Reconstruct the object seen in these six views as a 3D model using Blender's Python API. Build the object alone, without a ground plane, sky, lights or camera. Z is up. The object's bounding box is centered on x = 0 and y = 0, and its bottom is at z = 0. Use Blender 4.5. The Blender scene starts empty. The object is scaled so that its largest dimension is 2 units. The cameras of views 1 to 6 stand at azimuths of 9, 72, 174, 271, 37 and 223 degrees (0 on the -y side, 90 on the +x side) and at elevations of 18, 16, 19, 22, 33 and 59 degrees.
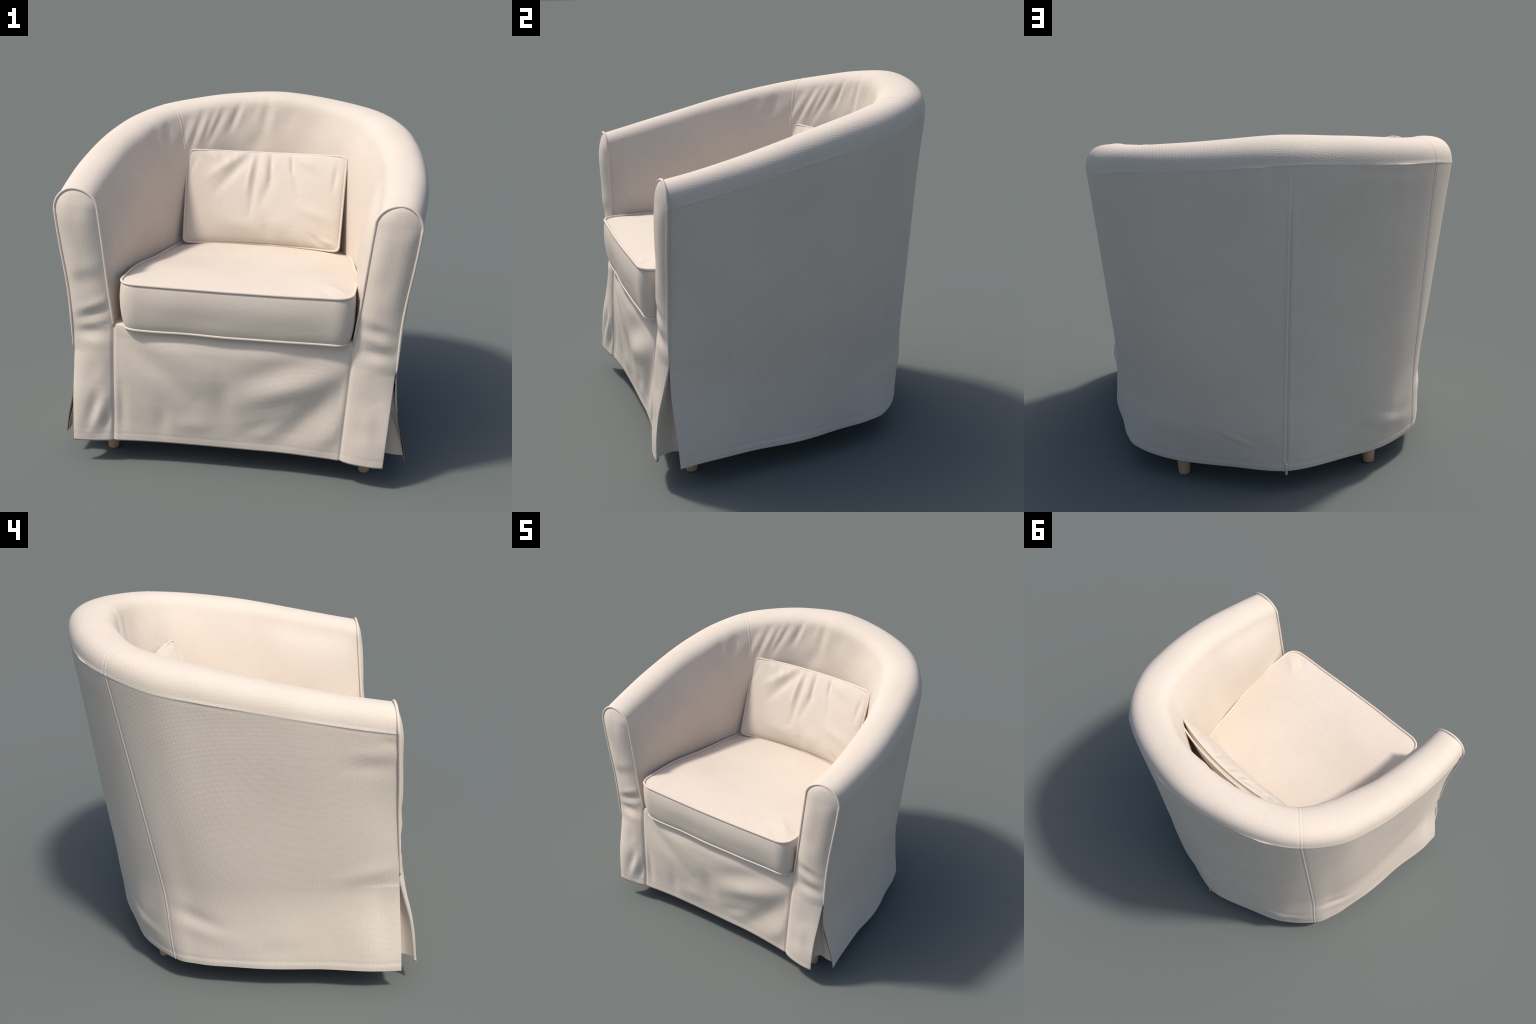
"""A slip-covered tub armchair: rolled wrap-around back, boxed seat cushion,
small lumbar pillow, skirt with corner pleats and four turned wooden feet."""
import bpy, math
import numpy as np

# ------------------------------------------------------------------ helpers
def hermite_spline(pts, ts):
    """Smooth curve through control points; ts in control-point index units."""
    p = np.asarray(pts, float)
    n = len(p)
    m = np.zeros_like(p)
    m[1:-1] = (p[2:] - p[:-2]) * 0.5
    m[0] = p[1] - p[0]
    m[-1] = p[-1] - p[-2]
    ts = np.clip(np.asarray(ts, float), 0, n - 1)
    i = np.minimum(ts.astype(int), n - 2)
    f = (ts - i)[:, None]
    h00 = 2*f**3 - 3*f**2 + 1
    h10 = f**3 - 2*f**2 + f
    h01 = -2*f**3 + 3*f**2
    h11 = f**3 - f**2
    return h00*p[i] + h10*m[i] + h01*p[i+1] + h11*m[i+1]

def table(z, rows):
    """Smoothstep-free linear lookup: rows are (z, value), any order."""
    r = sorted(rows)
    return np.interp(z, [a for a, _ in r], [b for _, b in r])

def smooth_table(z, rows):
    """Monotone-ish cubic lookup through (z, value) rows."""
    r = np.array(sorted(rows), float)
    x, y = r[:, 0], r[:, 1]
    z = np.clip(np.asarray(z, float), x[0], x[-1])
    d = np.diff(y) / np.diff(x)
    m = np.zeros_like(y)
    m[0], m[-1] = d[0], d[-1]
    for k in range(1, len(y) - 1):
        m[k] = 0 if d[k-1]*d[k] <= 0 else 2*d[k-1]*d[k]/(d[k-1]+d[k])
    i = np.clip(np.searchsorted(x, z, side='right') - 1, 0, len(x) - 2)
    h = x[i+1] - x[i]
    f = (z - x[i]) / h
    return ((2*f**3-3*f**2+1)*y[i] + (f**3-2*f**2+f)*h*m[i]
            + (-2*f**3+3*f**2)*y[i+1] + (f**3-f**2)*h*m[i+1])

def stroke(a, b, p, q, width, amp):
    """A soft ridge (amp>0) or valley (amp<0) along the segment p-q in plane (a,b)."""
    px, py = p
    qx, qy = q
    dx, dy = qx-px, qy-py
    L2 = dx*dx + dy*dy
    s = np.clip(((a-px)*dx + (b-py)*dy)/L2, 0, 1)
    d2 = (a-px-s*dx)**2 + (b-py-s*dy)**2
    taper = 0.35 + 0.65*np.sin(np.pi*np.clip(s, 0.02, 0.98))
    return amp*taper*np.exp(-d2/(width*width))

def ripple(P, seed, amp, wavelength, count=14):
    """Low cloth unevenness: a seeded sum of plane waves."""
    rng = np.random.RandomState(seed)
    out = np.zeros(P.shape[:-1])
    for _ in range(count):
        d = rng.normal(size=3)
        d /= np.linalg.norm(d)
        k = 2*np.pi/(wavelength*rng.uniform(0.6, 1.6))
        out += np.sin(k*(P @ d) + rng.uniform(0, 6.28))
    return amp*out/math.sqrt(count)

def grid_normals(P, flip=False, closed=False):
    if closed:
        du = np.roll(P, -1, 1) - np.roll(P, 1, 1)
    else:
        du = np.gradient(P, axis=1)
    dv = np.gradient(P, axis=0)
    n = np.cross(du, dv)
    ln = np.linalg.norm(n, axis=2, keepdims=True)
    n = n/np.maximum(ln, 1e-12)
    return -n if flip else n

def grid_faces(nr, nc, closed=False, flip=False):
    r = np.arange(nr-1)[:, None]
    c = np.arange(nc if closed else nc-1)[None, :]
    c2 = (c+1) % nc
    a = r*nc+c
    b = r*nc+c2
    d = (r+1)*nc+c
    e = (r+1)*nc+c2
    f = np.stack([a, b, e, d] if not flip else [a, d, e, b], -1).reshape(-1, 4)
    return f

ROOT = bpy.data.objects.new("tub_armchair", None)
bpy.context.scene.collection.objects.link(ROOT)
ROOT["label"] = "cream slipcovered tub armchair with seat cushion and lumbar pillow"
ROOT["category"] = "armchair"

def add_mesh(name, verts, faces, mat, parent=None, normals=None):
    me = bpy.data.meshes.new(name)
    me.from_pydata([tuple(v) for v in np.asarray(verts, float).reshape(-1, 3)], [],
                   [tuple(int(i) for i in f) for f in faces])
    me.polygons.foreach_set("use_smooth", [True]*len(me.polygons))
    me.materials.append(mat)
    me.update()
    if normals is not None:
        me.normals_split_custom_set_from_vertices(
            [tuple(v) for v in np.asarray(normals, float).reshape(-1, 3)])
    ob = bpy.data.objects.new(name, me)
    bpy.context.scene.collection.objects.link(ob)
    ob.parent = parent or ROOT
    return ob

def add_grid(name, P, mat, parent=None, flip=False, closed=False, N=None, cap_start=False, cap_end=False):
    nr, nc = P.shape[:2]
    f = [tuple(q) for q in grid_faces(nr, nc, closed, flip)]
    if cap_start:
        loop = tuple(range(nc))
        f.append(loop if flip else loop[::-1])
    if cap_end:
        loop = tuple((nr-1)*nc + c for c in range(nc))
        f.append(loop[::-1] if flip else loop)
    return add_mesh(name, P, f, mat, parent, N)

def add_tube(name, path, radius, mat, parent=None, closed=False, sides=10):
    """Round cord (piping) swept along a polyline."""
    p = np.asarray(path, float)
    n = len(p)
    if closed:
        tan = np.roll(p, -1, 0) - np.roll(p, 1, 0)
    else:
        tan = np.gradient(p, axis=0)
    tan /= np.linalg.norm(tan, axis=1, keepdims=True)
    ref = np.array([0.31, -0.55, 0.77])
    u = np.cross(tan[0], ref)
    u /= np.linalg.norm(u)
    U = []
    for k in range(n):
        u = u - tan[k]*(u @ tan[k])
        u /= np.linalg.norm(u)
        U.append(u)
    U = np.array(U)
    V = np.cross(tan, U)
    ang = np.linspace(0, 2*np.pi, sides, endpoint=False)
    rad = np.full(n, radius) if np.isscalar(radius) else np.asarray(radius)
    ring = (p[:, None] + rad[:, None, None]*(np.cos(ang)[None, :, None]*U[:, None]
            + np.sin(ang)[None, :, None]*V[:, None]))
    faces = list(grid_faces(n, sides, closed=True))
    if closed:
        # join the last ring to the first with the best angular match
        best = min(range(sides), key=lambda s: np.sum((np.roll(ring[0], -s, 0)-ring[-1])**2))
        for c in range(sides):
            c2 = (c+1) % sides
            faces.append(((n-1)*sides+c, (n-1)*sides+c2, (c2+best) % sides, (c+best) % sides))
    else:
        faces.append(tuple(range(sides))[::-1])
        faces.append(tuple((n-1)*sides+c for c in range(sides)))
    return add_mesh(name, ring, faces, mat, parent)

# ---------------------------------------------------------------- materials
def cotton(name, base, weave=1.0, variation=0.025):
    m = bpy.data.materials.new(name)
    m.use_nodes = True
    nt = m.node_tree
    nd, lk = nt.nodes, nt.links
    bsdf = nd["Principled BSDF"]
    bsdf.inputs["Roughness"].default_value = 1.0
    bsdf.inputs["Specular IOR Level"].default_value = 0.06
    bsdf.inputs["Sheen Weight"].default_value = 0.0
    bsdf.inputs["Sheen Roughness"].default_value = 0.5
    tc = nd.new("ShaderNodeTexCoord")
    big = nd.new("ShaderNodeTexNoise")
    big.inputs["Scale"].default_value = 3.2
    big.inputs["Detail"].default_value = 4
    fine = nd.new("ShaderNodeTexNoise")
    fine.inputs["Scale"].default_value = 150
    fine.inputs["Detail"].default_value = 3
    lk.new(tc.outputs["Object"], big.inputs["Vector"])
    lk.new(tc.outputs["Object"], fine.inputs["Vector"])
    ramp = nd.new("ShaderNodeValToRGB")
    b = np.array(base)
    lo = b*(1-variation)*np.array([1.0, 0.995, 0.985])
    hi = np.minimum(b*(1+variation), 0.95)
    ramp.color_ramp.elements[0].position = 0.3
    ramp.color_ramp.elements[0].color = (*lo, 1)
    ramp.color_ramp.elements[1].position = 0.7
    ramp.color_ramp.elements[1].color = (*hi, 1)
    lk.new(big.outputs["Fac"], ramp.inputs["Fac"])
    speck = nd.new("ShaderNodeMapRange")
    speck.inputs["From Min"].default_value = 0.3
    speck.inputs["From Max"].default_value = 0.7
    speck.inputs["To Min"].default_value = 0.97
    speck.inputs["To Max"].default_value = 1.03
    lk.new(fine.outputs["Fac"], speck.inputs["Value"])
    mul = nd.new("ShaderNodeMix")
    mul.data_type = 'RGBA'
    mul.blend_type = 'MULTIPLY'
    mul.inputs["Factor"].default_value = 1.0
    lk.new(ramp.outputs["Color"], mul.inputs["A"])
    lk.new(speck.outputs["Result"], mul.inputs["B"])
    lk.new(mul.outputs["Result"], bsdf.inputs["Base Color"])
    # plain weave: three crossed thread directions, plus a little slub noise
    total = None
    for axis in ('X', 'Y', 'Z'):
        w = nd.new("ShaderNodeTexWave")
        w.wave_type = 'BANDS'
        w.bands_direction = axis
        w.inputs["Scale"].default_value = 48
        w.inputs["Distortion"].default_value = 1.6
        w.inputs["Detail"].default_value = 1
        lk.new(tc.outputs["Object"], w.inputs["Vector"])
        if total is None:
            total = w.outputs["Fac"]
        else:
            ad = nd.new("ShaderNodeMath")
            ad.operation = 'ADD'
            lk.new(total, ad.inputs[0])
            lk.new(w.outputs["Fac"], ad.inputs[1])
            total = ad.outputs[0]
    ad = nd.new("ShaderNodeMath")
    ad.operation = 'ADD'
    lk.new(total, ad.inputs[0])
    lk.new(fine.outputs["Fac"], ad.inputs[1])
    bump = nd.new("ShaderNodeBump")
    bump.inputs["Strength"].default_value = 0.10*weave
    bump.inputs["Distance"].default_value = 0.004
    lk.new(ad.outputs[0], bump.inputs["Height"])
    lk.new(bump.outputs["Normal"], bsdf.inputs["Normal"])
    return m

def wood(name):
    m = bpy.data.materials.new(name)
    m.use_nodes = True
    nt = m.node_tree
    nd, lk = nt.nodes, nt.links
    bsdf = nd["Principled BSDF"]
    bsdf.inputs["Roughness"].default_value = 0.5
    tc = nd.new("ShaderNodeTexCoord")
    mp = nd.new("ShaderNodeMapping")
    mp.inputs["Scale"].default_value = (40, 40, 5)
    nz = nd.new("ShaderNodeTexNoise")
    nz.inputs["Scale"].default_value = 1.0
    nz.inputs["Detail"].default_value = 5
    rp = nd.new("ShaderNodeValToRGB")
    rp.color_ramp.elements[0].position = 0.3
    rp.color_ramp.elements[0].color = (0.46, 0.27, 0.15, 1)
    rp.color_ramp.elements[1].position = 0.7
    rp.color_ramp.elements[1].color = (0.60, 0.38, 0.22, 1)
    lk.new(tc.outputs["Object"], mp.inputs["Vector"])
    lk.new(mp.outputs["Vector"], nz.inputs["Vector"])
    lk.new(nz.outputs["Fac"], rp.inputs["Fac"])
    lk.new(rp.outputs["Color"], bsdf.inputs["Base Color"])
    return m

def plain(name, color, rough=0.5, metal=0.0):
    m = bpy.data.materials.new(name)
    m.use_nodes = True
    nt = m.node_tree
    nd, lk = nt.nodes, nt.links
    bsdf = nd["Principled BSDF"]
    bsdf.inputs["Roughness"].default_value = rough
    bsdf.inputs["Metallic"].default_value = metal
    nz = nd.new("ShaderNodeTexNoise")
    nz.inputs["Scale"].default_value = 60
    rp = nd.new("ShaderNodeValToRGB")
    c = np.array(color)
    rp.color_ramp.elements[0].color = (*(c*0.92), 1)
    rp.color_ramp.elements[1].color = (*np.minimum(c*1.08, 1), 1)
    tc = nd.new("ShaderNodeTexCoord")
    lk.new(tc.outputs["Object"], nz.inputs["Vector"])
    lk.new(nz.outputs["Fac"], rp.inputs["Fac"])
    lk.new(rp.outputs["Color"], bsdf.inputs["Base Color"])
    return m

CREAM = (0.650, 0.567, 0.481)
CLOTH = cotton("cream_cotton", CREAM)
CLOTH_CORD = cotton("cream_cotton_piping", tuple(np.array(CREAM)*1.03), weave=0.5)
WOOD = wood("pale_birch")
FRAME = plain("raw_frame_board", (0.30, 0.22, 0.15), 0.8)
METAL = plain("zip_metal", (0.62, 0.62, 0.62), 0.4, 0.4)

# ------------------------------------------------------------ shell control curves
# Half of each ring from the arm front (index 0) to the middle of the back (index 9);
# index 6 is the vertical seam between side and back.
SEAM_T = 6
HEM_Z, MID_Z = 0.134, 0.60
HEM = [(.952, -.785), (.945, -.62), (.905, -.38), (.888, -.13), (.848, .11),
       (.805, .26), (.748, .384), (.56, .548), (.30, .655), (0, .735)]
MID = [(.885, -.785), (.889, -.60), (.893, -.36), (.884, -.11), (.858, .12),
       (.810, .280), (.743, .423), (.566, .595), (.30, .713), (0, .768)]
ROLL_SEAM = [(.967, -.755, 1.43), (.984, -.58, 1.468), (.998, -.32, 1.527), (.985, -.06, 1.58),
             (.952, .16, 1.62), (.891, .384, 1.66), (.752, .594, 1.715), (.56, .735, 1.748),
             (.30, .835, 1.775), (0, .883, 1.795)]
CREST = [(.862, -.752, 1.548), (.872, -.58, 1.584), (.872, -.33, 1.642), (.862, -.08, 1.703),
         (.832, .13, 1.748), (.775, .33, 1.787), (.675, .522, 1.823), (.49, .645, 1.855),
         (.26, .72, 1.884), (0, .747, 1.900)]
INNER_TOP = [(.735, -.755, 1.44), (.747, -.57, 1.47), (.745, -.33, 1.525), (.730, -.105, 1.585),
             (.694, .064, 1.63), (.644, .236, 1.67), (.561, .411, 1.715), (.418, .518, 1.75),
             (.227, .594, 1.775), (0, .615, 1.79)]
INNER_LOW = [(.684, -.772, 1.0), (.644, -.60, 1.0), (.633, -.36, 1.0), (.620, -.14, 1.0),
             (.585, .025, 1.0), (.545, .18, 1.0), (.475, .325, 1.0), (.34, .42, 1.0),
             (.18, .46, 1.0), (0, .475, 1.0)]
INNER_BASE = [(.655, -.780, .79), (.632, -.60, .76), (.622, -.36, .76), (.604, -.14, .76),
              (.57, .02, .76), (.53, .17, .76), (.46, .32, .76), (.33, .42, .76),
              (.17, .46, .76), (0, .475, .76)]

def full_ring(half, z=None):
    h = [p if len(p) == 3 else (p[0], p[1], z) for p in half]
    return h + [(-x, y, zz) for x, y, zz in h[-2::-1]]

# small left/right differences of the loose hem
hem_ring = np.array(full_ring(HEM, HEM_Z))
hem_ring[0] = (.964, -.780, .135)
hem_ring[1, 0] -= .008
hem_ring[2, 0] += .010
hem_ring[3, 0] += .020
hem_ring[4, 0] += .014
hem_ring[5, :2] += (.022, .025)
hem_ring[6, :2] += (.020, .022)
hem_ring[7, :2] += (.015, .012)
hem_ring[18] = (-.945, -.791, .131)

ts = np.unique(np.round(np.concatenate([
    np.linspace(0, 18, 325),
    *[c + np.linspace(-.16, .16, 33) for c in (6, 12)],
    9 + np.linspace(-.24, .24, 49),
    np.linspace(0, .3, 16), 18-np.linspace(0, .3, 16)]), 4))
ts = ts[(ts >= 0) & (ts <= 18)]
NC = len(ts)
C_hem = hermite_spline(hem_ring, ts)
mid_ring = np.array(full_ring(MID, MID_Z))
mid_ring[1:6, 0] += (-.002, .003, .012, .013, .007)      # the right side drapes a little fuller
mid_ring[6, :2] += (.002, .002)
mid_ring[7, :2] += (.003, .006)
mid_ring[8, 1] += .004
C_mid = hermite_spline(mid_ring, ts)
seam_ring = np.array(full_ring(ROLL_SEAM))
seam_ring[6:9, :2] += [(.001, .002), (.004, .007), (.001, .006)]
C_seam = hermite_spline(seam_ring, ts)
C_crest = hermite_spline(full_ring(CREST), ts)
C_inn = hermite_spline(full_ring(INNER_TOP), ts)
C_low = hermite_spline(full_ring(INNER_LOW), ts)
C_base = hermite_spline(full_ring(INNER_BASE), ts)

def lower_wall(f):
    """Ring between the hem (f=0) and the middle of the outer wall (f=1)."""
    h = MID_Z-HEM_Z
    fuller = np.interp(np.minimum(ts, 18-ts), [0, 1, 2, 4], [.3, .7, 1.0, 1.7])[:, None]
    m0 = (C_mid-C_hem)*fuller
    m0[:, 2] = h
    m1 = slope*h
    p = ((2*f**3-3*f**2+1)*C_hem + (f**3-2*f**2+f)*m0
         + (-2*f**3+3*f**2)*C_mid + (f**3-f**2)*m1)
    return p

rows, kind = [], []
slope = (C_seam-C_mid)/(C_seam[:, 2:3]-MID_Z)          # per metre of height
# turned-in lining behind the hem
for f in np.linspace(0, 1, 7)[:-1]:
    zz = .42*(1-f) + HEM_Z*f
    g = (zz-HEM_Z)/(MID_Z-HEM_Z)
    p = lower_wall(g)
    cen = np.array([0, -.25, 0])
    d = cen - p
    d[:, 2] = 0
    d /= np.linalg.norm(d, axis=1, keepdims=True)
    q = p + d*(.004 + .022*(1-f))
    q[:, 2] = zz if f < 1 else HEM_Z
    rows.append(q); kind.append('lining')
# hem to middle (eased), middle to roll seam (straight)
nlow, nup = 60, 130
for f in np.linspace(0, 1, nlow)[:-1]:
    rows.append(lower_wall(f)); kind.append('outer')
for f in 1-(1-np.linspace(0, 1, nup)[:-1])**1.5:
    p = C_mid*(1-f) + C_seam*f
    waist = .020*np.exp(-((p[:, 2]-.97)/.28)**2)*np.exp(-(np.minimum(ts, 18-ts)/.9)**2)
    p[:, 0] -= np.sign(p[:, 0])*waist
    rows.append(p); kind.append('outer')
R_SEAM = len(rows)
ROUND_OUT, ROUND_IN = .86, .84           # below 1: squarer than an ellipse
# rolled top: two elliptical quarters
for a in np.linspace(0, np.pi/2, 46)[:-1]:
    p = C_crest.copy()
    p[:, :2] += (C_seam-C_crest)[:, :2]*math.cos(a)**ROUND_OUT
    p[:, 2] = C_seam[:, 2] + (C_crest-C_seam)[:, 2]*math.sin(a)**ROUND_OUT
    rows.append(p); kind.append('inner')
R_CREST = len(rows)
for a in np.linspace(0, np.pi/2, 40)[:-1]:
    p = C_crest.copy()
    p[:, :2] += (C_inn-C_crest)[:, :2]*math.sin(a)**ROUND_IN
    p[:, 2] = C_inn[:, 2] + (C_crest-C_inn)[:, 2]*math.cos(a)**ROUND_IN
    rows.append(p); kind.append('inner')
# the inside wall is padded: it swells towards the sitter between roll and seat
PAD = [.030, .048, .042, .022, .016, .026, .036, .030, .022, .018]
PAD[8:] = [.008, .004]
pad = hermite_spline([(v,) for v in PAD + PAD[-2::-1]], ts)
pad = pad*np.clip(np.minimum(ts, 18-ts)/.4, 0, 1)[:, None]     # flush with the arm front
to_mid = np.array([0, -.15, 0]) - (C_inn+C_low)/2
to_mid[:, 2] = 0
to_mid /= np.linalg.norm(to_mid, axis=1, keepdims=True)
for f in np.linspace(0, 1, 80)[:-1]:
    rows.append(C_inn*(1-f) + C_low*f + to_mid*pad*math.sin(math.pi*f**.62)**.8); kind.append('inner')
for f in np.linspace(0, 1, 14):
    rows.append(C_low*(1-f) + C_base*f); kind.append('inner')
S = np.array(rows)                      # rows x columns x 3
kind = np.array(kind)
R_HEM = int(np.argmax(kind == 'outer'))
# relax the profile where straight wall meets the roll, keeping the seam row
fixed = np.zeros(len(S), bool)
fixed[:R_SEAM+1] = True
fixed[-1] = True
for _ in range(60):
    A = S.copy()
    A[1:-1] = S[1:-1]*.5 + (S[2:]+S[:-2])*.25
    A[fixed] = S[fixed]
    S = A

# ---- cloth relief on the shell
N = grid_normals(S[R_HEM:])
N = np.concatenate([np.repeat(N[:1], R_HEM, 0), N], 0)
N[:R_HEM+1, :, 2] = 0
if N[R_CREST, NC//2, 2] < 0:
    N = -N
    FLIP = True
else:
    FLIP = False
X, Y, Z = S[..., 0], S[..., 1], S[..., 2]
T = np.broadcast_to(ts[None, :], X.shape)
row = np.arange(len(S))[:, None] + 0*X
outer = (kind == 'outer')[:, None] & np.ones_like(X, bool)
inner = (kind == 'inner')[:, None] & np.ones_like(X, bool)
lining = (kind == 'lining')[:, None] & np.ones_like(X, bool)
D = np.zeros_like(X)
# distance from the roll seam along each profile
seg = np.linalg.norm(np.diff(S, axis=0), axis=2)
arc = np.concatenate([np.zeros((1, NC)), np.cumsum(seg, 0)])
arc = arc - arc[R_SEAM]
# felled seam: raised lip above, crease just below
lip = 0.6 + 0.4*np.sin(T*2.3+.4)
D += .0024*lip*np.exp(-((arc-.002)/.0055)**2) - .0007*np.exp(-((arc+.012)/.008)**2)*lip
# vertical seams between sides and back
for c in (6, 12):
    col = int(np.argmin(abs(ts-c)))
    ds = np.sign(T-c)*np.linalg.norm(S - S[:, col:col+1], axis=2)
    k = np.where(outer, 1.0, .8)
    D += k*(.0017*np.exp(-(ds/.0035)**2) - .0012*np.exp(-((abs(ds)-.010)/.007)**2))
# zip placket in the middle of the back
zx = X + .010*(Z-.134)/1.5
zmask = outer*(.25*np.clip((1.78-Z)/.05, 0, 1)+.75*np.clip((1.62-Z)/.08, 0, 1))*np.clip((Y-.3)/.1, 0, 1)
D += zmask*(-.0045*np.exp(-(zx/.0035)**2) + .002*np.exp(-((zx+.017)/.010)**2)
            + .0055*np.exp(-((zx-.011)/.007)**2))
# hem stitching
hz = Z-HEM_Z
D += outer*(-.0012*np.exp(-((hz-.042)/.006)**2) + .0015*np.exp(-((hz-.02)/.015)**2))
# general unevenness
D += ripple(S, 3, .0014, .6)
low = np.clip((.50-Z)/.3, 0, 1)
D += outer*low*ripple(S, 9, .0018, .35)
# folds on the side panels (both sides: plane y,z)
for sx, gain in ((-1, 1.0), (1, .25)):
    msk = outer*(X*sx > .45)
    for p, q, w, a in [((-.76, 1.255), (-.52, 1.275), .035, -.008), ((-.76, 1.32), (-.55, 1.345), .03, .006),
                       ((-.77, 1.375), (-.68, 1.40), .02, -.005), ((.36, .45), (.14, .37), .035, -.012),
                       ((.34, .37), (.08, .30), .04, .009), ((-.78, .71), (-.48, .645), .035, .008),
                       ((-.78, .62), (-.55, .57), .04, -.006), ((-.695, .60), (-.715, .24), .03, -.007),
                       ((-.62, .55), (-.60, .2), .05, .006), ((-.30, .26), (-.05, .21), .05, -.007),
                       ((.2, 1.52), (-.1, 1.47), .06, -.002)]:
        D += gain*msk*stroke(Y, Z, p, q, w*1.25, a*.55)
# folds low on the back (plane x,z)
msk = outer*(Y > .25)
for p, q, w, a in [((-.70, .40), (-.60, .18), .035, -.010), ((-.62, .36), (-.52, .2), .035, .008),
                   ((-.72, .24), (-.55, .30), .03, .006), ((.25, .30), (.02, .22), .05, -.008),
                   ((.5, .40), (.2, .33), .06, .006), ((-.25, .33), (-.02, .24), .05, -.007),
                   ((.62, .42), (.55, .18), .04, -.004), ((.22, 1.71), (.08, 1.70), .10, .016),
                   ((-.62, 1.68), (-.50, 1.70), .08, .014), ((.70, 1.66), (.60, 1.67), .09, .014),
                   ((-.56, .36), (-.50, .26), .09, .014), ((.60, .42), (.62, .28), .09, .012), ((.24, .34), (.26, .30), .07, .012), ((-.30, 1.74), (-.7, 1.69), .02, -.004)]:
    D += msk*stroke(X, Z, p, q, w*1.3, a*.6)
# gathered creases inside the upper back, under the roll (plane x,z)
msk = inner*(Y > .2)*(row > R_CREST-12)
for p, q, w, a in [((-.525, 1.73), (-.545, 1.52), .022, -.008), ((-.47, 1.74), (-.50, 1.60), .030, .004),
                   ((-.44, 1.775), (-.515, 1.50), .021, -.0095), ((-.40, 1.77), (-.45, 1.60), .020, .004),
                   ((-.375, 1.765), (-.425, 1.58), .024, -.006), ((-.345, 1.79), (-.40, 1.63), .018, .0045),
                   ((-.315, 1.785), (-.40, 1.57), .020, -.0065), ((-.27, 1.80), (-.32, 1.66), .024, .004),
                   ((-.215, 1.82), (-.265, 1.67), .020, -.0085), ((-.18, 1.82), (-.22, 1.70), .022, .004),
                   ((-.10, 1.84), (-.13, 1.74), .022, -.003)]:
    D += msk*stroke(X, Z, p, q, w, a)
for p, q, w, a in [((-.03, 1.85), (-.06, 1.66), .03, -.007), ((.03, 1.84), (.0, 1.66), .03, .004),
                   ((-.05, 1.66), (-.14, 1.52), .055, -.008),
                   ((.13, 1.82), (.10, 1.68), .04, -.004), ((.30, 1.80), (.30, 1.62), .05, -.003)]:
    D += msk*stroke(X, Z, p, q, w, a)
# inside of the left arm near the seam: soft vertical dents (plane y,z)
msk = inner*(X < -.4)*(row > R_CREST-8)
for p, q, w, a in [((.33, 1.74), (.24, 1.60), .03, -.008), ((.22, 1.72), (.12, 1.60), .03, -.006)]:
    D += msk*stroke(Y, Z, p, q, w, a)
D[:R_HEM] = D[R_HEM]                    # the turned-in hem follows the cloth edge
N[:R_HEM] = N[R_HEM]
S = S + N*D[..., None]
N = grid_normals(S[R_HEM:])
N = np.concatenate([np.repeat(N[:1], R_HEM, 0), N], 0)
if FLIP:
    N = -N

def shell_part(name, r0, r1, t0, t1, hem=False):
    c0 = int(np.argmin(abs(ts-t0)))
    c1 = int(np.argmin(abs(ts-t1)))
    P, Q = S[r0:r1+1, c0:c1+1], N[r0:r1+1, c0:c1+1]
    if hem:
        # fold the cloth under at the hem: a strip behind it with inward normals
        k = R_HEM-r0
        P = np.concatenate([P[:k], P[k:k+1], P[k:]], 0)
        Q = np.concatenate([-Q[:k], -Q[k:k+1], Q[k:]], 0)
    return add_grid(name, P, CLOTH, flip=FLIP, N=Q)

LAST = len(S)-1
for t0, t1 in ((0, 6), (12, 18)):
    shell_part("outer_side_panel", 0, R_SEAM, t0, t1, hem=True)
    shell_part("arm_roll_panel", R_SEAM, LAST, t0, t1)
for t0, t1 in ((6, 9), (9, 12)):
    shell_part("outer_back_panel", 0, R_SEAM, t0, t1, hem=True)
shell_part("inside_back_panel", R_SEAM, LAST, 6, 12)

# seat deck under the cushion closes the well of the shell
ring = S[LAST]
deck = [np.concatenate([ring*(1-f) + np.array([0, -.25, .76])*f]) for f in (0, .5, .97)]
add_grid("seat_deck", np.array(deck), CLOTH, flip=FLIP)

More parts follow.
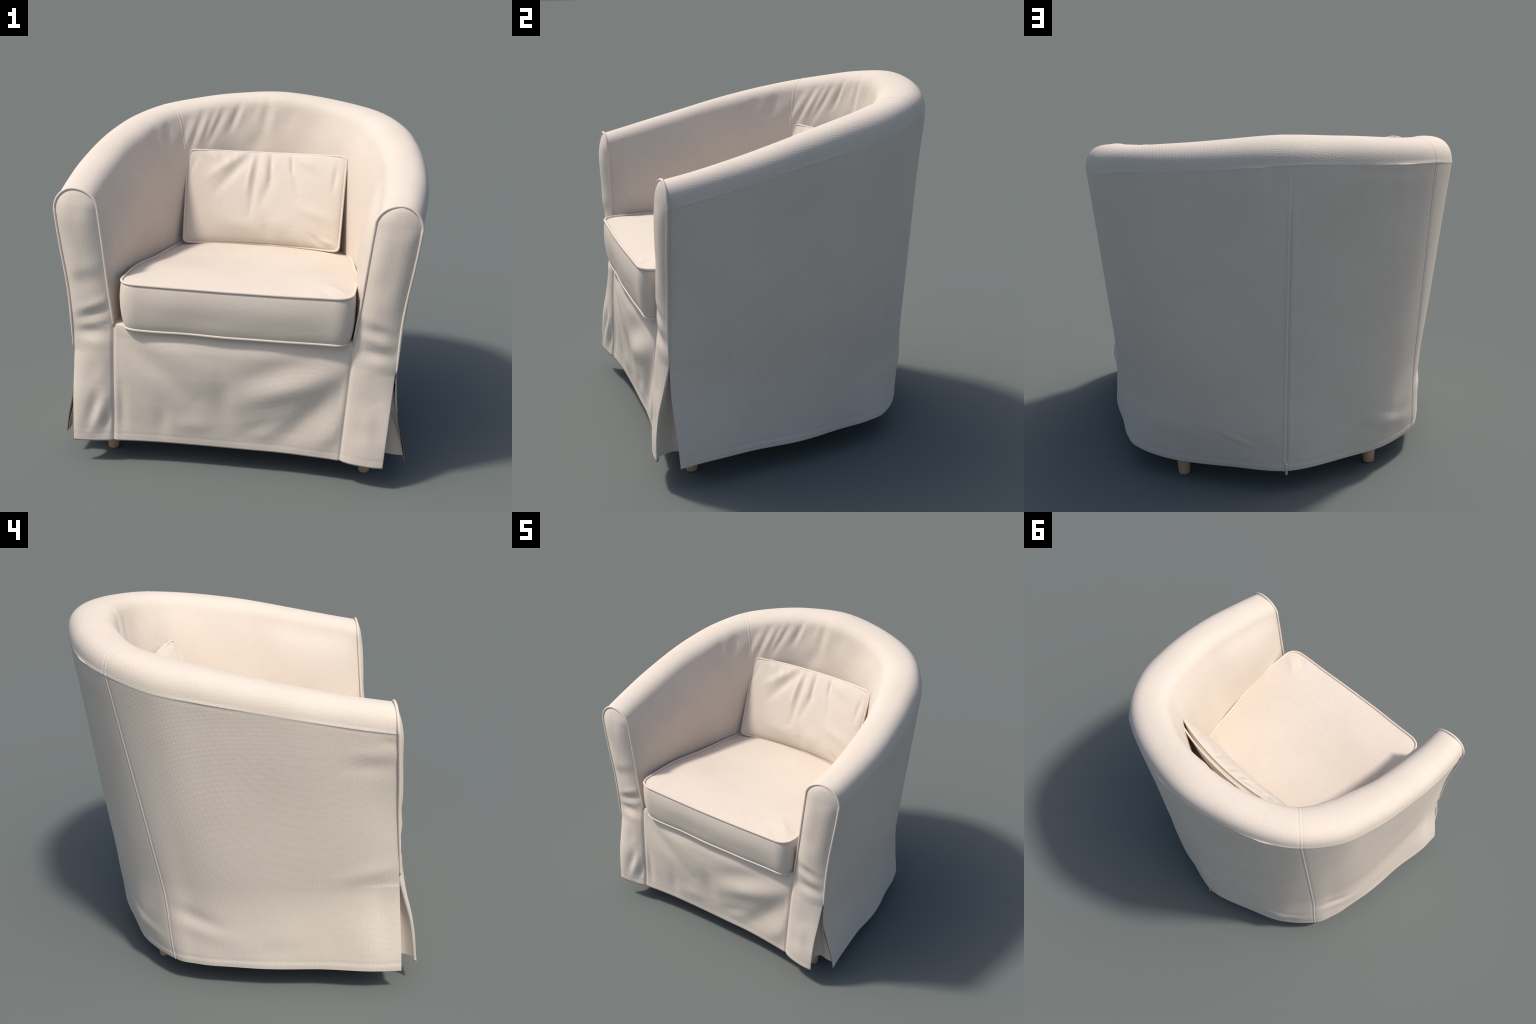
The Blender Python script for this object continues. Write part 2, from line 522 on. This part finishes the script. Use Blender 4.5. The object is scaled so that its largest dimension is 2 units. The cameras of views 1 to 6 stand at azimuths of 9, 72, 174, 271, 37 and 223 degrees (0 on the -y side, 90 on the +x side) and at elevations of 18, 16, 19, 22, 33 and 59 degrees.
# ---------------------------------------------------------------- arm fronts
def arm_front(side, hem_outer, hem_inner):
    """Tongue-shaped panel closing an arm, running down into the skirt corner."""
    c = 0 if side > 0 else NC-1
    nu = 41
    rows = []
    seam, crest, inn = C_seam[c], C_crest[c], C_inn[c]
    low_, base_ = C_low[c], C_base[c]
    def outer_edge(z):
        if z >= .65:
            f = (z-MID_Z)/(seam[2]-MID_Z)
            # waist at the bottom of the piping
            x = C_mid[c][0]*(1-f)+seam[0]*f - side*.020*math.exp(-((z-.97)/.28)**2)
            y = table(z, [(.65, -.785), (.836, -.778), (1.0, -.771), (1.2, -.767), (1.44, -.757)])
            return np.array([x, y, z])
        f = (.65-z)/(.65-HEM_Z)
        x = (C_mid[c][0] - side*.004)*(1-f) + hem_outer[0]*f
        y = smooth_table(z, [(.65, -.785), (.52, -.818), (.37, -.855), (.25, -.870), (HEM_Z, hem_outer[1])])
        return np.array([x, float(y), z])
    def inner_edge(z):
        if z >= 1.0:
            f = (z-1.0)/(inn[2]-1.0)
            return low_*(1-f)+inn*f
        if z >= .80:
            f = (1.0-z)/(1.0-base_[2])
            return low_*(1-f)+base_*f
        f = (.80-z)/(.80-HEM_Z)
        x = base_[0]*(1-f)+hem_inner[0]*f
        y = smooth_table(z, [(.80, -.782), (.6, -.806), (.4, -.822), (.25, -.832), (HEM_Z, hem_inner[1])])
        return np.array([x, float(y), z])
    pairs = []
    zs = np.concatenate([np.linspace(HEM_Z, 1.42, 150)])
    for z in zs:
        pairs.append((outer_edge(z), inner_edge(z)))
    for a in np.linspace(0.06, np.pi/2, 40):
        o = crest.copy(); o[:2] += (seam-crest)[:2]*math.cos(a)
        o[2] = seam[2]+(crest[2]-seam[2])*math.sin(a)
        i = crest.copy(); i[:2] += (inn-crest)[:2]*math.cos(a)
        i[2] = inn[2]+(crest[2]-inn[2])*math.sin(a)
        pairs.append((o, i))
    u = (1-np.cos(np.linspace(0, np.pi, nu)))/2
    u = .5*u+.5*np.linspace(0, 1, nu)
    P = np.array([o[None]*(1-u[:, None]) + i[None]*u[:, None] for o, i in pairs])
    Zc = P[:, nu//2, 2]
    yc = smooth_table(Zc, [(.134, -.872), (.25, -.866), (.37, -.855), (.52, -.832), (.656, -.812), (.786, -.796),
                           (.866, -.800), (1.137, -.800), (1.37, -.796), (1.454, -.787), (1.52, -.770), (1.547, -.757)])
    eavg = (P[:, 0, 1]+P[:, -1, 1])/2
    b = np.clip(1-np.abs(2*u-1)**2.6, 0, 1)
    bulge = (yc-eavg)[:, None]*b[None]
    P[..., 1] += bulge
    x, z = P[..., 0]*side, P[..., 2]
    d = ripple(P, 21 if side > 0 else 22, .002, .2)*b[None]
    if side < 0:
        f = [((.667, .955), (.85, .885), .022, .012), ((.67, .90), (.85, .835), .020, -.012),
             ((.68, .835), (.85, .79), .020, .010), ((.70, .765), (.86, .755), .022, -.010),
             ((.69, .70), (.85, .71), .025, .010), ((.70, .60), (.75, .42), .03, .006),
             ((.735, .45), (.785, .22), .026, -.018), ((.70, .38), (.775, .19), .022, .016),
             ((.675, .30), (.705, .18), .018, -.014), ((.82, .42), (.84, .2), .035, .008),
             ((.72, 1.15), (.90, 1.09), .03, .005), ((.72, 1.08), (.88, 1.03), .03, -.004)]
    else:
        f = [((.70, .955), (.86, .91), .025, .006), ((.69, .905), (.85, .86), .022, -.009),
             ((.69, .85), (.86, .80), .022, .009), ((.70, .775), (.86, .745), .020, -.011),
             ((.69, .72), (.86, .69), .025, .009), ((.70, .60), (.78, .48), .04, .005),
             ((.80, .48), (.815, .25), .03, -.010), ((.70, .38), (.74, .26), .04, -.006),
             ((.74, .42), (.75, .2), .03, .006), ((.72, 1.12), (.86, 1.18), .04, -.004)]
    edge = np.clip(np.minimum(u, 1-u)/.10, 0, 1)[None]
    for p, q, w, a in f:
        d = d + stroke(x, z, p, q, w*1.3, a*.55)*edge
    # stitched hem
    d += -.001*np.exp(-((z-HEM_Z-.042)/.006)**2)
    # crease alongside the skirt seam
    d += -.006*np.exp(-(((1-u)[None]*.22)/.010)**2)*(z < .80)
    P[..., 1] -= d
    # turned-in edge behind the free hem and slit
    inside = P[:1].copy(); inside[..., 1] += .010; inside[..., 2] += .02
    Q = np.concatenate([inside, P], 0)
    turned = Q[:, :1] + np.array([-side*.008, .012, 0])
    Q = np.concatenate([turned, Q], 1)
    ob = add_grid("arm_front_panel", Q, CLOTH, flip=(side > 0))
    # piping round the tongue
    path = []
    for z in np.linspace(.80, 1.0, 12)[:-1]:
        path.append(inner_edge(z))
    for z in np.linspace(1.0, inn[2], 24)[:-1]:
        path.append(inner_edge(z))
    for a in np.linspace(0, np.pi/2, 24)[:-1]:
        p = crest.copy(); p[:2] += (inn-crest)[:2]*math.cos(a)
        p[2] = inn[2]+(crest[2]-inn[2])*math.sin(a); path.append(p)
    for a in np.linspace(np.pi/2, 0, 24)[:-1]:
        p = crest.copy(); p[:2] += (seam-crest)[:2]*math.cos(a)
        p[2] = seam[2]+(crest[2]-seam[2])*math.sin(a); path.append(p)
    for z in np.linspace(seam[2], .66, 44):
        path.append(outer_edge(z))
    path = np.array(path)
    cen = path.mean(0)
    off = path-np.array([.80*side, -.76, 1.2]); off[:, 1] = 0; off[:, 2] *= .3
    off /= np.linalg.norm(off, axis=1, keepdims=True)
    path = path + off*.004 + np.array([0, -.002, .0])
    r = np.full(len(path), .0075)
    r[:4] = np.linspace(.003, .0075, 4); r[-11:] = np.linspace(.0075, .0035, 11)
    add_tube("arm_piping", path, r, CLOTH_CORD, ob, sides=12)
    # inverted pleat tucked behind the slit
    zz = np.linspace(.66, .157, 40)
    H = [(hem_outer[0]-side*.004, hem_outer[1]+.006), (.824*side, -.822), (.815*side, -.775),
         (.838*side, -.740 if side > 0 else -.765), (.89*side, -.747 if side > 0 else -.770), (C_hem[c][0]-side*.014, C_hem[c][1]+.034)]
    grid = []
    for z in zz:
        f = (.66-z)/(.66-HEM_Z)
        fo = outer_edge(max(z, HEM_Z)) + np.array([-side*.006, .008, 0])
        so = lower_wall(max(0, 1-f))[c]
        g = 1-(1-f)**2.2
        ctr = []
        for k, (hx, hy) in enumerate(H):
            w = k/5
            bx = fo[0]*(1-w)+(so[0]-side*.006)*w
            by = fo[1]*(1-w)+(so[1]+.004)*w
            ex = (hem_outer[0]-side*.004)*(1-w)+(C_hem[c][0]-side*.006)*w
            ey = (hem_outer[1]+.006)*(1-w)+(C_hem[c][1]+.004)*w
            depth = .95 if side > 0 else .8
            ctr.append((bx+(hx-ex)*g*depth, by+(hy-ey)*g*depth + .004*(1-g)*math.sin(math.pi*w), z))
        strip = hermite_spline(ctr, np.linspace(0, 5, 36))
        strip[:, 2] += .004*f**6*np.sin(np.pi*np.linspace(0, 1, 36))**.6    # hem lifts in the fold
        grid.append(strip)
    grid = np.array(grid)
    add_grid("corner_pleat", grid, CLOTH, flip=(side < 0))
    return [inner_edge(z) for z in np.linspace(HEM_Z, .80, 90)]

edge_pos = arm_front(+1, (.846, -.876), (.612, -.836))
edge_neg = arm_front(-1, (-.873, -.881), (-.652, -.848))

# ---------------------------------------------------------------- front skirt
ep, en = np.array(edge_pos), np.array(edge_neg)
nu = 181
u = np.linspace(0, 1, nu)
P = ep[:, None]*(1-u[None, :, None]) + en[:, None]*u[None, :, None]
x, z = P[..., 0], P[..., 2]
cy = smooth_table(z[:, 0], [(HEM_Z, -.812), (.25, -.818), (.40, -.829), (.55, -.842), (.68, -.838), (.76, -.822), (.80, -.800)])
b = np.clip(1-np.abs(2*u-1)**3, 0, 1)
P[..., 1] += (cy-(P[:, 0, 1]+P[:, -1, 1])/2)[:, None]*b[None]
d = ripple(P, 31, .002, .6)
for p, q, w, a in [((-.62, .76), (-.20, .42), .06, -.012), ((-.50, .78), (-.05, .56), .07, .008),
                   ((.50, .73), (.0, .53), .07, -.013), ((.64, .66), (.06, .42), .065, .015),
                   ((.62, .57), (.24, .16), .07, -.019), ((.62, .38), (.46, .15), .06, .012),
                   ((-.61, .46), (-.60, .18), .03, -.009),
                   ((-.375, .37), (-.385, .15), .045, -.007), ((-.30, .25), (-.10, .27), .06, .009),
                   ((-.05, .55), (-.03, .28), .06, -.007), ((.05, .22), (.26, .33), .045, -.007),
                   ((.0, .19), (.30, .18), .04, -.007)]:
    d = d + stroke(x, z, p, q, w, a*.85)
edge = np.clip(np.minimum(u, 1-u)/.03, 0, 1)[None]
d = d*edge*np.clip((.80-z)/.06, 0, 1)*(.35+.65*np.clip((z-HEM_Z)/.12, 0, 1))
d += -.001*np.exp(-((z-HEM_Z-.042)/.006)**2)
d += -.006*np.exp(-((np.minimum(u, 1-u)[None]*1.27)/.008)**2)
P[..., 1] -= d
inside = P[:1].copy(); inside[..., 1] += .010; inside[..., 2] += .02
top = []
for k, f in enumerate(np.linspace(.12, 1, 8)):
    t = P[-1].copy()
    ang = f*np.pi/2
    t[:, 1] += .02*(1-math.cos(ang)); t[:, 2] += .012*math.sin(ang)
    top.append(t)
back = top[-1].copy(); back[:, 1] += .35
SK = np.concatenate([inside, P, np.array(top), back[None]], 0)
add_grid("front_skirt_panel", SK, CLOTH, flip=True)

# ---------------------------------------------------------------- cushions
def rounded_outline(corners, n):
    """Closed polygon with (x, y, radius) corners, resampled evenly."""
    pts = []
    m = len(corners)
    for k in range(m):
        a = np.array(corners[k-1][:2]); bb = np.array(corners[k][:2]); c = np.array(corners[(k+1) % m][:2])
        r = min(corners[k][2], .48*np.linalg.norm(a-bb), .48*np.linalg.norm(c-bb))
        da = (a-bb)/np.linalg.norm(a-bb); dc = (c-bb)/np.linalg.norm(c-bb)
        s, e = bb+da*r, bb+dc*r
        for f in np.linspace(0, 1, 16):
            # blend of quadratic arc, slightly squarer than a circle
            pts.append((1-f)**2*s + 2*f*(1-f)*bb + f*f*e)
    pts = np.array(pts+[pts[0]])
    L = np.concatenate([[0], np.cumsum(np.linalg.norm(np.diff(pts, axis=0), axis=1))])
    q = np.linspace(0, L[-1], n, endpoint=False)
    return np.stack([np.interp(q, L, pts[:, 0]), np.interp(q, L, pts[:, 1])], 1)

seat_outline = rounded_outline([(-.605, -.836, .10), (0.01, -.852, .3), (.638, -.836, .09), (.648, -.45, .25),
                                (.582, .05, .25), (.50, .36, .18), (.25, .44, .15), (-.25, .44, .15), (-.49, .36, .18),
                                (-.55, .05, .25), (-.605, -.45, .25)], 420)
def seat_top(y):
    return smooth_table(y, [(-.86, 1.062), (-.6, 1.060), (-.2, 1.013), (.1, .986), (.2, .978), (.45, .965)])
cen = np.array([.015, -.22])
nO = len(seat_outline)
rings = []
for r in [0.02, .08, .16, .25, .35, .45, .55, .64, .72, .79, .85, .90, .94, .97, .985, .995]:
    q = cen + (seat_outline-cen)*r
    z_ = seat_top(q[:, 1]) + .032*(1-r**4)
    rings.append(np.column_stack([q, z_]))
nS = 34
outn = np.roll(seat_outline, -1, 0)-np.roll(seat_outline, 1, 0)
outn = np.stack([outn[:, 1], -outn[:, 0]], 1)
outn /= np.linalg.norm(outn, axis=1, keepdims=True)
if np.sum(outn*(seat_outline-cen)) < 0:
    outn = -outn
zt = seat_top(seat_outline[:, 1])
zb = np.where(seat_outline[:, 1] < -.7, .806, .80)
for f in np.linspace(0, 1, nS):
    z_ = zt*(1-f)+zb*f
    out = .019*math.sin(math.pi*f**1.15)**.45 - .012*f*f
    q = seat_outline + outn*out
    rings.append(np.column_stack([q, z_]))
for r in (.985, .95, .85, .6, .3, .02):
    q = cen + (seat_outline-cen)*r
    rings.append(np.column_stack([q - 0*outn, zb-.004]))
SC = np.array(rings)
sn = grid_normals(SC, closed=True)
if sn[8, 0, 2] < 0:
    sn = -sn
dd = ripple(SC, 41, .0025, .5)
xs, ys, zs = SC[..., 0], SC[..., 1], SC[..., 2]
front = (ys < -.80)
dd += front*(zs < 1.05)*(zs > .82)*(stroke(xs, zs, (-.45, .90), (.1, .885), .05, -.002)
                                     + stroke(xs, zs, (.1, .86), (.5, .90), .05, -.002)
                                     + stroke(xs, zs, (-.5, .99), (.5, .97), .05, .002))
for p, q, w, a in [((.58, -.74), (.50, -.68), .02, .006), ((.55, -.80), (.45, -.76), .02, -.005),
                   ((-.55, -.75), (-.42, -.72), .03, .004)]:
    dd += (np.arange(len(SC)) < 16)[:, None]*stroke(xs, ys, p, q, w, a)
SC = SC + sn*dd[..., None]
seat_flip = False
seat = add_grid("seat_cushion", SC, CLOTH, closed=True, flip=False, cap_start=True, cap_end=True)
i_top = 16
add_tube("seat_piping", SC[i_top] + np.column_stack([outn*.003, np.full(nO, .004)]), .0075, CLOTH_CORD, seat, closed=True)
add_tube("seat_piping", SC[i_top+nS-1] + np.column_stack([outn*.005, np.full(nO, .0)]), .0075, CLOTH_CORD, seat, closed=True)

# ---- lumbar pillow, leaning on the inside back
BL, TL = np.array([-.487, .185, 1.008]), np.array([-.507, .410, 1.552])
TR, BR = np.array([.500, .392, 1.558]), np.array([.487, .168, 1.012])
pn = np.cross(BR-BL, TL-BL); pn /= np.linalg.norm(pn)
if pn[1] > 0:
    pn = -pn
po = rounded_outline([(-1, -1, .10), (0, -1.012, .4), (1, -1, .10), (1, 1, .10), (0, .945, .5), (-1, 1, .10)], 400)
# radius is in half-width units: make corners rounder across the short side
def pillow_point(ab, h):
    a, b_ = (ab[..., 0:1]+1)/2, (ab[..., 1:2]+1)/2
    base = (BL*(1-a)+BR*a)*(1-b_) + (TL*(1-a)+TR*a)*b_
    bow = .070*(1-ab[..., 0:1]**2) - .008
    return base + h[..., None]*pn + bow*np.array([0, 1.0, 0])
def puff(ab, H, p):
    fa = np.clip(1-np.abs(ab[..., 0])**p, 0, 1)
    fb = np.clip(1-np.abs(ab[..., 1])**p, 0, 1)
    return H*(fa*fb)**.55*(1-.3*ab[..., 1]*np.sign(H))
def pillow_face(H, p, wrinkles):
    rr = 1-np.linspace(0, 1, 90)**1.4*.985
    ab = np.array([po*r for r in rr])
    h = puff(ab, H, p)
    X_, Z_ = ab[..., 0], ab[..., 1]
    for q0, q1, w, a in wrinkles:
        h = h + stroke(X_, Z_*.57, (q0[0], q0[1]*.57), (q1[0], q1[1]*.57), w, a)*np.clip((1-np.max(np.abs(ab), -1))/.05, 0, 1)
    return pillow_point(ab, h)
wr = [((-.20, .93), (-.60, .12), .060, -.017), ((-.30, .93), (-.72, .40), .05, .011),
      ((-.10, .93), (-.16, -.40), .038, -.013), ((-.17, .92), (-.22, .1), .025, .009),
      ((-.03, .88), (.02, .1), .05, .009), ((.055, .95), (.07, .35), .028, -.014),
      ((.11, .50), (-.02, -.15), .05, -.011), ((.31, .93), (.35, .55), .022, -.014),
      ((.35, .6), (.45, .05), .035, -.007), ((.38, .90), (.66, .66), .05, .010),
      ((.90, .78), (.88, .25), .028, -.010), ((.88, -.40), (.46, -.2), .06, .009),
      ((-.80, .90), (-.62, .55), .035, -.008), ((-.62, .92), (-.52, .74), .03, -.007), ((-.7, .92), (-.58, .72), .025, .006),
      ((-.45, .92), (-.40, .75), .025, -.006), ((-.9, .85), (-.95, .5), .03, -.006),
      ((-.5, -.58), (-.05, -.70), .08, .010), ((.10, -.45), (.35, -.75), .10, .010), ((-.6, -.3), (-.3, -.5), .1, .004),
      ((.0, -.6), (.12, -.92), .05, -.008), ((.78, -.82), (.93, -.90), .03, .010), ((.62, -.75), (.80, -.93), .03, -.007)]
front_face = pillow_face(.062, 2.6, [(a_, b_, w_*1.2, d_*.85) for a_, b_, w_, d_ in wr])
back_face = pillow_face(-.065, 3.0, [])
pillow = add_grid("lumbar_pillow", np.concatenate([front_face[::-1], back_face[1:]], 0), CLOTH, closed=True, flip=True, cap_start=True, cap_end=True)
rim = pillow_point(po*1.010, np.zeros(len(po)))
add_tube("pillow_piping", rim, .0072, CLOTH_CORD, pillow, closed=True)
rim2 = pillow_point(po*1.000, np.full(len(po), -.030))
add_tube("pillow_piping", rim2, .007, CLOTH_CORD, pillow, closed=True)

# ---------------------------------------------------------------- hidden frame and feet
fo = np.array([(p[0]*.90, p[1]*.90) for p in full_ring(MID, 0)])
fo[:, 1] = np.maximum(fo[:, 1], -.68)
ring = hermite_spline(np.column_stack([fo, 0*fo[:, 0]]), np.linspace(0, 18, 120))
fr = []
for zz, k in ((.26, .02), (.26, 1.0), (.74, 1.0), (.74, .02)):
    q = ring.copy(); q[:, :2] = q[:, :2]*k; q[:, 2] = zz
    fr.append(q)
add_grid("base_frame", np.array(fr), FRAME, closed=True, flip=True, cap_start=True, cap_end=True)

foot = None
for fx, fy in ((.742, -.678), (-.708, -.678), (.526, .472), (-.490, .472)):
    if foot is None:
        prof = [(0.001, 0.0), (.026, 0.0), (.0295, .004), (.0305, .012), (.038, .10), (.046, .27), (.001, .27)]
        ang = np.linspace(0, 2*np.pi, 40, endpoint=False)
        G = np.array([[(r*math.cos(a), r*math.sin(a), zz) for a in ang] for r, zz in prof])
        foot = add_grid("foot", G, WOOD, closed=True, flip=False, cap_start=True, cap_end=True)
        ob = foot
    else:
        ob = foot.copy()
        bpy.context.scene.collection.objects.link(ob)
        ob.parent = ROOT
    ob.location = (fx, fy, 0)

# ---------------------------------------------------------------- zip slider
def rounded_bar(name, cx, cy, cz, w, d, h, mat, parent=None):
    ang = np.linspace(0, 2*np.pi, 24, endpoint=False)
    ring = np.array([(np.sign(math.cos(a))*abs(math.cos(a))**.5, np.sign(math.sin(a))*abs(math.sin(a))**.5) for a in ang])
    G = []
    for f, k in ((0, .01), (0, .75), (.06, 1), (.94, 1), (1, .75), (1, .01)):
        G.append(np.column_stack([cx+ring[:, 0]*w/2*k, cy+ring[:, 1]*d/2*k, np.full(24, cz+h*(f-.5))]))
    return add_grid(name, np.array(G), mat, parent, closed=True, cap_start=True, cap_end=True)
zs_ob = rounded_bar("zip_slider", 0.0, .737, .172, .016, .016, .022, METAL)
rounded_bar("zip_pull", 0.0, .744, .140, .012, .005, .050, METAL, zs_ob)
